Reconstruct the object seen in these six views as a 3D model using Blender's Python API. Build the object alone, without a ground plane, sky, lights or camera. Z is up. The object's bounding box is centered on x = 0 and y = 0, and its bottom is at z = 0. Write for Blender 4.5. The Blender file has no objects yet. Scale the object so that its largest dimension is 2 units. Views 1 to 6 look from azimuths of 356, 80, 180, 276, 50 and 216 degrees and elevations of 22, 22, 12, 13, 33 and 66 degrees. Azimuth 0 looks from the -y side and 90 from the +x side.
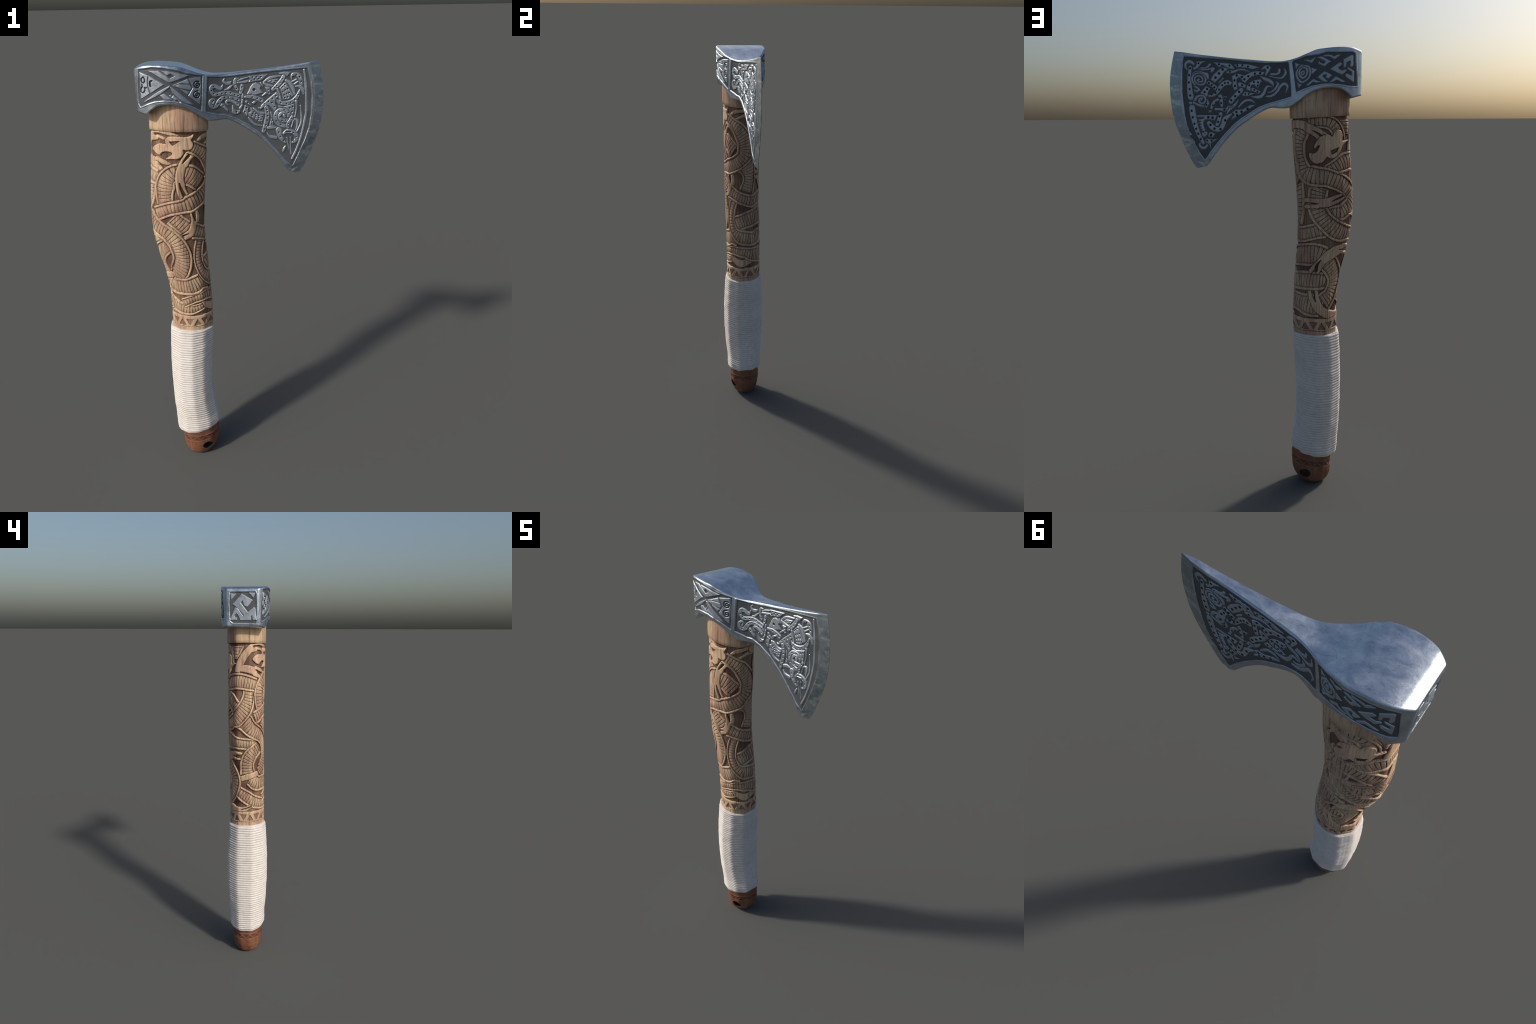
# Viking-style bearded axe: engraved steel head, carved wooden haft with
# interlaced serpents, white cord grip and a red-brown end cap.
# Units inside the tables: millimetres (and degrees round the haft).
import bpy, math
import numpy as np

# ---------------------------------------------------------------- tables ---
# The haft carving (CARVING) lists serpent bands (angle, height, half width), forked
# tendrils with their slits, and beast heads, from the lowest layer to the topmost.
# Ornaments of the steel head, in the plane of the face: (x, z - 1800).
#   'S' stroke with (x, z, half width) control points, 'P' straight-edged plate,
#   'C' round-edged plate, 'N' engraved groove; optional drilled dots + radius.
FRONT_BLADE_PANEL = [(-102,146),(-49,140),(4.1,142),(119,153),(234,161),(330,167),(346,111),(352,54),(351,-22.7),(340,-89),(321,-144),(297,-199),(267,-261),(236,-233),(195,-183),(139,-120),(77,-67),(18.5,-34),(-32,-15.9),(-59,-14.6),(-114,2.6),(-109,73)]
FRONT_POLL_PANEL = [(-381,182),(-325,191),(-273,186),(-222,176),(-185,163),(-119,151),(-124,98),(-130,6.7),(-178,34),(-204,44),(-243,56),(-282,59),(-322,55),(-349,47),(-385,31),(-392,45),(-389,119)]
BACK_POLL_PANEL = [(-115,145),(-123,150),(-170,165),(-221,170),(-253,179),(-311,179),(-361,181),(-373,175),(-377,123),(-382,73),(-383,46),(-356,45),(-313,52),(-274,56),(-235,55),(-197,48),(-164,37),(-130,23.8),(-122,88),(-115,136)]
BACK_BLADE_PANEL = [(338,175),(236,167),(148,159),(71,150),(-2.7,144),(-96,145),(-102,138),(-107,89),(-112,32),(-112,7),(-61,-7.8),(-23.6,-17.4),(21.2,-32),(97,-78),(133,-105),(169,-142),(206,-184),(234,-219),(261,-258),(283,-228),(302,-192),(308,-174),(323,-160),(327,-155),(316,-149),(328,-135),(337,-103),(344,-65),(347,-21.5),(351,15),(351,51),(349,108),(345,151)]
END_PANEL = [(63,170),(-61,171),(-66,161),(-69,43),(-62,21.4),(48,24),(62,34),(66,119)]
FRONT_FIGURES = [
    ('P', [(-378,171),(-343,158),(-348,140),(-348,112),(-341,88),(-379,64)]),
    ('N', [(-363,153,2.1),(-372,145,2.1),(-371,132,2.1),(-364,129,2.1),(-358,139,2.1),(-363,153,2.1)]),
    ('N', [(-371,113,2.1),(-377,104,2.1),(-376,92,2.1),(-367,90,2.1),(-360,101,2.1),(-361,111,1.8)]),
    ('N', [(-371,125,1.6),(-371,116,1.8)]),
    ('N', [(-353,111,2.4),(-358,108,1.8)]),
    ('P', [(-340,157),(-280,123),(-337,89),(-345,114),(-345,135)]),
    ('N', [(-329,138,2.9),(-336,134,3.1),(-337,121,2.9),(-335,114,1.8)]),
    ('P', [(-339,177),(-300,177),(-254,146),(-233,155),(-251,166),(-265,158),(-285,176),(-248,173),(-176,155),(-255,130),(-264,133)]),
    ('P', [(-244,119),(-182,141),(-175,122),(-214,126),(-220,122)]),
    ('P', [(-240,116),(-216,122),(-174,118),(-168,104),(-176,96),(-213,107)]),
    ('P', [(-214,104),(-178,90),(-188,79)]),
    ('P', [(-177,142),(-129,147),(-129,99),(-136,33),(-183,74),(-162,104)]),
    ('N', [(-143,114,2.3),(-143,112,2.3),(-146,112,2.3),(-149,114,2.3),(-149,118,2.3),(-146,122,2.3),(-140,121,2.3),(-135,117,2.3),(-136,109,2.3),(-141,104,2.3),(-150,105,2.3),(-157,112,2.3),(-156,123,2.3),(-148,130,2.3),(-136,128,2.3)]),
    ('N', [(-145,74,2.3),(-145,73,2.3),(-148,71,2.3),(-151,73,2.3),(-152,77,2.3),(-150,81,2.3),(-145,82,2.3),(-139,79,2.3),(-137,72,2.3),(-141,65,2.3),(-150,63,2.3),(-158,69,2.3),(-161,79,2.3),(-155,88,2.3),(-143,91,2.3)]),
    ('S', [(-256,115,2.9),(-306,87,5.9),(-365,54,1.6)]),
    ('P', [(-255,113),(-247,112),(-163,35),(-196,44),(-247,87)]),
    ('P', [(-299,79),(-280,86),(-250,61),(-283,62)]),
    ('P', [(-262,78),(-254,81),(-251,70),(-243,79),(-205,45),(-212,43),(-229,62),(-239,57)]),
    ('S', [(-38,107,1.6),(-42,96,6.1),(-53,94,7.5),(-65,102,7.4),(-79,105,8.1),(-88,96,6.7),(-85,80,6.8),(-76,70,8.1),(-61,69,7.5),(-40,73,7.5),(-15.7,73,7.5),(6.1,67,6.8),(29.3,59,6.9)], [(-77,103),(-86,87),(-76,74),(-62,68),(-42,72),(-25.3,74),(-4.1,73),(12.9,65),(27.9,60)], 3.0),
    ('S', [(-28.8,133,1.9),(-33,123,4.7),(-22.6,113,6.1),(-7.6,114,6.1),(-2,118,2.7)]),
    ('S', [(-30,86,1.6),(-15.2,90,4.1),(-4,98,4.4),(4.4,105,1.6)]),
    ('S', [(-80,33,3.4),(-76,45,4.1),(-84,50,5.4),(-93,41,6.1),(-90,25,8.2),(-79,18.7,8.2),(-65,25.5,9.6),(-52,42,8.9),(-37,54,7.5),(-16.2,56,6.8),(5.6,51,6.9),(24.8,45,6.2),(34,39,3.4)], [(-79,45),(-79,21.4),(-60,30),(-49,47),(-31,55),(-14.2,55),(5.6,49),(24.8,43)], 3.0),
    ('P', [(-46,31),(-38,30),(-16.5,3.3),(-18.2,-7.5),(-50,21.5)], [(-38,19.4)], 2.7),
    ('S', [(-17.3,22.3,2.7),(-23.9,31,4.1),(-19.5,40,5.2),(-5.7,41,5.8),(10.7,34,6.2),(25.6,21.7,6.9)], [(22.9,25.2)], 2.7),
    ('C', [(4.8,22.6),(8.6,7.5),(18,-2.4),(37,-1.8),(33,-12.6),(20.4,-18.9),(6.5,-18.3),(-0.2,-8.4),(0.4,12)], [(19.3,-8)], 3.7),
    ('S', [(32,131,2),(20.1,129,6.1),(15.7,118,6.8),(16.7,102,6.1),(24.4,85,5.5)], [(15.4,105),(21.2,90)], 2.7),
    ('S', [(46,101,6.8),(45,91,7.5),(39,71,5.5)], [(45,95),(40,79)], 3.0),
    ('S', [(28.2,123,2.4),(47,129,3.4),(72,135,1.6)]),
    ('S', [(26.6,114,3.4),(54,116,4.8),(75,119,4.8)]),
    ('P', [(75,139),(90,140),(156,144),(128,120),(98,117),(73,114),(81,125)], [(91,135),(108,135),(127,135),(100,126),(117,127),(85,121)], 3.0),
    ('P', [(106,112),(117,109),(128,96),(122,87),(136,69),(108,62),(90,61),(87,67),(68,62),(67,67),(74,78),(81,94),(92,107)], [(97,83)], 6.1),
    ('S', [(48,65,3.4),(48,49,6.2)]),
    ('S', [(47,40,4.8),(44,25.1,4.8)]),
    ('S', [(44,18.4,4.4),(36,6.4,5.5)]),
    ('S', [(60,53,5.5),(87,53,7.6),(111,46,8.3),(129,36,9.7)], [(89,51),(111,46),(127,38)], 3.3),
    ('P', [(58,35),(65,38),(87,14.2),(80,15.8),(59,28.7)], [(69,28.3)], 3.0),
    ('P', [(87,27.7),(98,35),(110,34),(94,19.4)]),
    ('P', [(57,19.2),(73,10.6),(71,-0.3),(65,-30),(47,-10.3),(53,4.5)], [(63,8.2),(55,-9.3)], 3.3),
    ('S', [(126,110,3),(134,97,3.4)]),
    ('S', [(140,112,4.1),(157,125,4.8),(177,132,5.5),(212,136,3)]),
    ('P', [(155,115),(170,122),(202,124),(186,104)], [(172,115),(191,118),(185,109)], 3.0),
    ('S', [(141,108,4.8),(159,99,6.2),(183,95,3.4)]),
    ('P', [(206,148),(226,152),(256,151),(242,134),(219,143)]),
    ('S', [(226,133,8.2),(218,119,8.2),(202,101,8.9),(180,81,7.6)], [(220,123),(211,108),(197,97),(186,87)], 2.7),
    ('P', [(147,92),(166,91),(167,70),(169,63),(162,58),(156,63)], [(159,80),(162,69)], 2.7),
    ('S', [(133,56,2.5),(149,66,4.8)]),
    ('S', [(261,122,2.7),(261,134,4.1),(267,141,6.2),(280,142,6.9),(294,134,8.9),(301,117,8.3),(304,94,6.2)], [(281,138),(295,130),(303,111),(267,130)], 3.3),
    ('S', [(263,111,3),(282,120,3.4)]),
    ('S', [(271,99,3.4),(289,110,3.4)]),
    ('S', [(279,91,2.5),(296,89,6.2),(309,77,7.6),(315,58,4.9)]),
    ('S', [(238,116,5.5),(254,105,8.3),(266,84,8.3),(274,60,4.9)]),
    ('P', [(230,108),(237,108),(269,52),(247,38),(225,37),(220,59),(209,87)], [(231,100),(222,92),(216,86),(243,82),(233,77),(223,71),(250,65),(240,62),(229,56),(257,50),(244,47),(231,44)], 3.3),
    ('S', [(199,82,4.1),(206,60,6.2),(213,37,4.9)]),
    ('S', [(197,36,2.8),(205,26.6,7.6),(233,20.3,8.3),(265,28.8,8.3),(286,47,8.3),(297,74,3.5)], [(213,23.6),(239,19.4),(258,24.2),(275,37),(290,56)], 3.0),
    ('P', [(195,69),(204,51),(192,39),(189,19),(196,1),(184,-12.3),(177,0.2),(160,15.8),(142,8.2),(125,-0.8),(115,2.3),(115,7.8),(125,6.1),(128,15.5),(156,40)], [(192,54),(177,43),(160,31),(175,25.6),(141,21.2),(185,6.8)], 3.0),
    ('P', [(204,13),(226,5.4),(273,17.6),(274,-4.4),(269,-32),(259,-32),(252,-13.3),(233,2.5),(204,3.5)], [(266,5.5),(254,0.4),(264,-16.5)], 3.3),
    ('S', [(282,26.8,6.3),(284,-4.8,4.2),(277,-40,2.8)]),
    ('S', [(316,159,3.8),(322,116,5),(327,48,5.3),(327,-20.2,4.9),(322,-50,5),(313,-96,4.6),(301,-141,4.6),(284,-187,4.7),(265,-226,4.7)]),
    ('S', [(301,8.2,2.2),(306,-32,4),(304,-68,4),(287,-104,3.7)]),
    ('P', [(80,6.7),(96,6.1),(94,-0.9),(139,-27.4),(130,-61),(81,-33),(72,-30),(71,-14.3),(82,-11.1)], [(93,-12.4),(103,-19.9),(116,-28.4),(132,-34),(89,-19.4),(102,-29.7),(115,-38),(127,-45),(86,-27.4),(98,-38),(113,-47),(126,-56)], 2.9),
    ('S', [(96,2.6,4),(117,-14.2,5.1),(141,-18.5,4.5)]),
    ('S', [(73,-36,2.7),(79,-45,5.1),(98,-64,5.1),(128,-74,2.7)]),
    ('S', [(150,4.3,9.4),(155,-26.2,9.1),(148,-62,9.5),(137,-98,7.7)], [(152,-3.7),(154,-14.5),(155,-31),(153,-50),(147,-69),(141,-88)], 3.3),
    ('P', [(172,-43),(179,-52),(181,-70),(163,-72)], [(174,-54),(172,-66)], 2.9),
    ('S', [(170,-16,2.2),(174,-32,3.6),(176,-45,1.8)]),
    ('S', [(157,-84,6.4),(177,-81,7),(201,-86,2.7)]),
    ('S', [(154,-107,1.8),(166,-121,5.5),(192,-128,7)]),
    ('S', [(233,-78,8.2),(214,-73,9.5),(196,-60,10),(189,-40,8.2),(196,-16.8,8),(216,-6.8,7.6),(236,-11.1,7.6),(249,-27.7,7.7),(247,-37,5.5)], [(229,-8.1),(205,-12.7),(189,-31),(194,-55),(213,-72),(247,-21.3)], 2.9),
    ('S', [(253,-51,4),(235,-54,8.2),(216,-52,8.2),(207,-37,6.6),(214,-22.8,6.5),(229,-20.7,5.1),(236,-29,2.7)], [(219,-55),(236,-53),(211,-38)], 2.9),
    ('S', [(227,-30,4.6),(231,-37,5.5)]),
    ('S', [(264,-39,6.4),(255,-55,7),(247,-67,7.3),(245,-87,5.5)], [(261,-47),(247,-69),(247,-80)], 2.7),
    ('S', [(270,-55,2.7),(262,-84,2.8)]),
    ('S', [(277,-50,2.7),(287,-56,6.4),(287,-78,3.7),(280,-98,1.5)]),
    ('S', [(205,-95,12.8),(209,-119,9.6),(220,-138,8.9),(235,-153,3.7)], [(205,-104),(212,-124),(227,-142)], 3.3),
    ('S', [(227,-111,5.5),(242,-102,8.8),(261,-103,8.8),(278,-114,8.9),(285,-131,7.8),(280,-146,7.8),(267,-153,4.6)], [(270,-110),(283,-128),(271,-147)], 2.9),
    ('N', [(237,-104,1.8),(259,-104,1.8)]),
    ('S', [(242,-130,1.8),(246,-158,2.8),(260,-205,3.7)]),
    ('S', [(257,-128,1.8),(258,-167,2.6),(261,-203,2.8)]),
    ('S', [(235,-168,2.6),(229,-179,5.6),(224,-191,2.8)]),
]
BACK_FIGURES = [
    ('P', [(-164,151),(-178,152),(-188,148),(-211,160),(-195,138)]),
    ('P', [(-217,160),(-234,162),(-273,142),(-264,138),(-246,124),(-220,135),(-225,143),(-228,137),(-243,133),(-251,142)]),
    ('P', [(-241,167),(-259,169),(-272,167),(-285,162),(-296,169),(-311,168),(-286,150),(-266,161),(-244,162)]),
    ('P', [(-323,151),(-356,168),(-362,165),(-363,128),(-357,121),(-350,125),(-353,141),(-349,146),(-334,138),(-332,123),(-325,118)]),
    ('P', [(-268,113),(-307,139),(-317,134),(-315,129),(-300,118),(-304,112),(-320,106),(-331,112),(-336,107),(-318,90),(-299,98)]),
    ('P', [(-341,121),(-367,105),(-367,61),(-334,82),(-331,93),(-338,95),(-358,85),(-359,101),(-341,112)]),
    ('P', [(-217,81),(-245,104),(-277,89),(-262,76),(-252,80),(-257,90),(-247,93),(-236,85),(-259,63),(-245,62)]),
    ('P', [(-172,51),(-201,75),(-218,67),(-238,62),(-213,59),(-200,64),(-182,49)]),
    ('P', [(-267,61),(-292,84),(-333,63),(-317,61),(-295,71),(-280,62)]),
    ('P', [(-127,141),(-147,132),(-137,129),(-132,118)]),
    ('P', [(-188,121),(-216,111),(-194,92),(-192,108)]),
    ('P', [(-137,63),(-146,55),(-155,55),(-143,40)]),
    ('S', [(-155,129,3.7),(-183,121,3.6),(-186,86,3.7),(-157,63,3.7),(-137,81,3.4),(-135,106,3.1),(-155,129,3.7)]),
    ('S', [(-160,123,3.1),(-174,115,3.6),(-176,98,3.7),(-168,84,3.9),(-157,80,3.7),(-146,92,3.7),(-146,110,3.4),(-154,118,2.6)]),
    ('S', [(-158,91,2.6),(-164,99,3.3),(-162,107,2.6),(-155,104,2.9),(-154,95,2.6)]),
    ('S', [(327,122,2.2),(334,134,3.3),(332,145,4.4),(321,153,5.9),(310,152,5.9),(298,143,4.4)]),
    ('S', [(313,131,5.6),(318,94,7.1),(319,65,8.6),(318,36,10.4),(315,7.6,11.9)], [(314,126),(319,98),(321,68),(319,41),(317,14.8)], 4.4),
    ('P', [(286,153),(266,153),(246,155),(267,144),(282,126),(297,121),(301,126),(297,131),(291,129),(283,145)], [(277,146)], 3.8),
    ('S', [(276,122,1.8),(267,126,3),(249,127,3),(237,133,3.7),(230,140,4.7)]),
    ('S', [(267,120,2.7),(245,120,3.2),(226,123,3.7),(217,122,7.4),(223,112,3.7)]),
    ('S', [(292,55,2.1),(303,68,3.3),(307,82,3.3),(301,98,3.3),(287,105,3),(271,105,3),(256,96,3.3),(249,80,3.6),(256,63,3.6),(272,58,3.3),(286,64,3),(296,76,3),(294,88,3),(285,94,3),(271,93,3.3),(263,85,3.3),(264,73,3.3),(275,69,3),(284,76,3.3),(279,81,4.1)]),
    ('S', [(304,105,1.5),(290,113,2.1),(274,113,2.1),(256,105,4.4),(244,99,6.7),(239,83,3)]),
    ('P', [(302,54),(285,51),(272,36),(288,27.6),(300,33),(300,41),(288,35),(283,39)]),
    ('P', [(180,128),(164,127),(153,120),(170,110),(184,90),(209,67),(228,79),(215,99)], [(176,120),(192,104),(207,87)], 5.0),
    ('S', [(193,67,2.7),(175,84,3)]),
    ('P', [(236,75),(199,49),(210,34),(225,52),(247,65)], [(236,65),(224,58),(213,47)], 4.0),
    ('P', [(249,53),(231,43),(240,28.8),(245,8.6),(273,24.6)], [(244,41),(255,28.1)], 4.5),
    ('S', [(235,12.2,4.5),(221,14.3,5.4),(203,24.3,6.2),(191,43,8.6),(175,60,9.8),(157,67,9.8),(147,64,8.1)], [(193,38),(179,56),(168,65),(154,66),(226,17.9),(208,24.3)], 3.9),
    ('P', [(197,14.1),(187,19.8),(181,11.2),(177,-19.2),(179,-34),(187,-34)], [(189,1.8),(185,-17.7)], 3.9),
    ('P', [(177,9.7),(159,10.3),(169,-6.2)], [(169,3.2)], 3.6),
    ('S', [(300,-11.4,5.7),(291,5.2,4.9),(277,13.8,4.2),(260,10.9,4.2),(252,-1.5,4.2),(260,-16.6,4.2),(272,-18.8,3.9),(280,-8.6,3.9),(276,0.8,3.9),(267,2.2,3.6),(271,-5.7,2.1)], [(297,-12.1)], 3.7),
    ('S', [(302,-15.7,4.2),(278,-26.7,4.5),(248,-33,3)]),
    ('P', [(244,-1.5),(236,-18.9),(248,-36),(257,-27.5),(248,-17.4)], [(249,-24.7)], 3.9),
    ('P', [(324,-12.7),(311,-11.3),(309,-20),(320,-21.4)]),
    ('S', [(201,-3.2,5.7),(215,-13.2,6.3),(224,-26.2,6),(228,-38,4.8)], [(207,-14),(221,-26.3)], 3.6),
    ('P', [(213,149),(184,147),(142,143),(124,121),(146,122),(174,137),(185,137),(183,131),(189,128)], [(191,141),(147,135)], 4.1),
    ('P', [(127,138),(108,142),(65,139),(21,127),(48,120),(74,126),(117,129)], [(113,136),(92,136),(69,131)], 3.8),
    ('S', [(159,108,3),(145,110,6.2),(127,111,4.9),(108,118,3.5),(86,118,3.5),(64,110,1.5)], [(145,110)], 3.5),
    ('P', [(137,92),(123,100),(107,102),(86,94),(54,109),(30,112),(-0.9,107),(6.5,96),(30,97),(54,90),(66,81),(82,64),(94,72),(98,84),(110,87),(118,80),(118,61),(115,40),(127,35),(135,53),(134,75)], [(117,95),(95,89),(85,79),(68,91),(40,101),(18.3,103),(127,75),(125,52)], 4.4),
    ('P', [(12.3,116),(9.2,124),(-2.6,134),(-17.3,135),(-27.5,126),(-18.6,108),(-5.2,90),(-2.3,96),(-9.8,114),(-2.5,122)], [(-13.6,126)], 4.7),
    ('S', [(15.5,90,1.8),(0.8,81,6.2),(-19.8,73,7.1),(-32,63,6.2),(-38,50,1.5)]),
    ('S', [(-28.8,99,4.4),(-49,98,4.1),(-61,104,4.7),(-63,116,4.7)]),
    ('S', [(-21.4,91,2.1),(-39,86,2.6),(-64,82,3.2),(-79,87,4.1),(-89,103,4.4),(-84,119,1.7)]),
    ('S', [(-13.6,25.8,2.1),(-28.4,27,3.2),(-46,40,4.4),(-57,58,4.4),(-49,67,1.8)]),
    ('S', [(-9,8.6,3.7),(-31,11.2,4.7),(-52,26.7,5.2),(-68,50,5.1),(-84,59,5.3),(-96,47,4.4),(-90,23,1.2)]),
    ('S', [(56,9,1.8),(34,6,5.6),(16.3,8.8,6.7),(2.8,23,6.2),(-6.3,43,5.2),(-16.7,50,3.7),(-31,47,1.5)]),
    ('P', [(72,55),(57,69),(42,75),(17.1,79),(9.8,67),(15.7,69),(27.8,42),(35,49),(42,58),(54,56),(60,46),(59,32),(74,35),(77,46)], [(45,68),(27.5,66),(65,55),(28.4,53)], 4.1),
    ('P', [(112,64),(105,68),(78,56),(84,44),(111,50)], [(95,55)], 4.1),
    ('P', [(55,42),(50,45),(16.1,28.9),(25.1,20.4),(55,33)], [(43,36),(30,28.3)], 3.6),
    ('P', [(95,16.4),(84,29.3),(67,24.2),(41,21.9),(64,12),(92,12.1)], [(82,19.3),(67,19.2)], 3.6),
    ('S', [(99,35,9.2),(117,18,9.2),(134,2.2,8.6),(143,-10.7,10.1)], [(108,28),(125,10.8),(142,-5.7)], 4.7),
    ('S', [(113,-5.5,1.8),(126,-24.2,5.3),(150,-43,5.8),(161,-62,2.5)]),
    ('S', [(111,-34,3),(99,-21.1,4.2),(81,-8.1,4.8),(58,-6.8,4.5),(42,-18.4,2.1)]),
    ('P', [(139,-57),(123,-45),(97,-45),(61,-26.3),(37,-24.7),(88,-55),(142,-86),(138,-74),(129,-72),(130,-62)], [(121,-55),(99,-54),(73,-42),(118,-68)], 4.9),
    ('S', [(311,-37,12.4),(308,-65,12.1),(299,-108,9.8),(286,-148,8.6),(268,-184,6.4)], [(313,-49),(309,-76),(303,-103),(296,-124),(288,-145),(278,-168)], 4.6),
    ('S', [(280,-185,2.1),(284,-194,4.5),(272,-205,5.7),(259,-203,5.4),(250,-194,3.9)]),
    ('P', [(258,-171),(251,-166),(224,-171),(204,-165),(221,-178),(235,-184),(235,-207),(242,-189),(258,-180)], [(250,-175),(231,-175)], 3.9),
    ('P', [(234,-138),(214,-144),(225,-161),(245,-157),(241,-143)], [(233,-151)], 5.3),
    ('S', [(259,-139,3.6),(251,-143,3.9),(263,-155,3.9),(268,-143,3.6),(259,-149,1.8)]),
    ('P', [(292,-68),(264,-67),(205,-68),(215,-88),(254,-84),(265,-94),(265,-108),(257,-133),(273,-133),(266,-126),(276,-124),(271,-115),(281,-112),(270,-105),(285,-100),(270,-93),(288,-87),(259,-81),(259,-75),(293,-74)], [(242,-76),(224,-78)], 5.3),
    ('S', [(189,-62,7.4),(197,-88,7.6),(205,-107,6.7)], [(194,-72),(201,-96)], 4.6),
    ('S', [(240,-101,9.2),(228,-117,11),(208,-128,10),(190,-124,9.2),(179,-107,9.2),(170,-83,9.9),(145,-65,4.4)], [(234,-108),(217,-124),(191,-126),(170,-89)], 5.0),
    ('S', [(210,-42,4.9),(192,-43,4.9),(169,-46,6.7)], [(173,-45)], 4.2),
    ('S', [(162,-43,4.4),(155,-31,2.6),(140,-31,2.1)]),
    ('P', [(242,-55),(235,-46),(228,-48),(230,-56)]),
]
END_FIGURES = [
    ('P', [(60,162),(33,160),(55,135)]),
    ('P', [(-31,166),(-61,165),(-52,144)]),
    ('P', [(48,113),(5.4,160),(-47,131),(-22.4,101),(-8.4,108),(-0.1,132),(12.6,121),(-23.7,73),(-53,97),(-60,94),(-66,40),(-50,40),(-46,65),(-39,54),(-39,39),(11.5,39),(19.8,59),(31,73),(42,59),(40,50),(31,49),(31,40),(61,40),(37,96),(25.3,92),(-1.2,55),(-6.9,61),(19.7,92)]),
]
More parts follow.
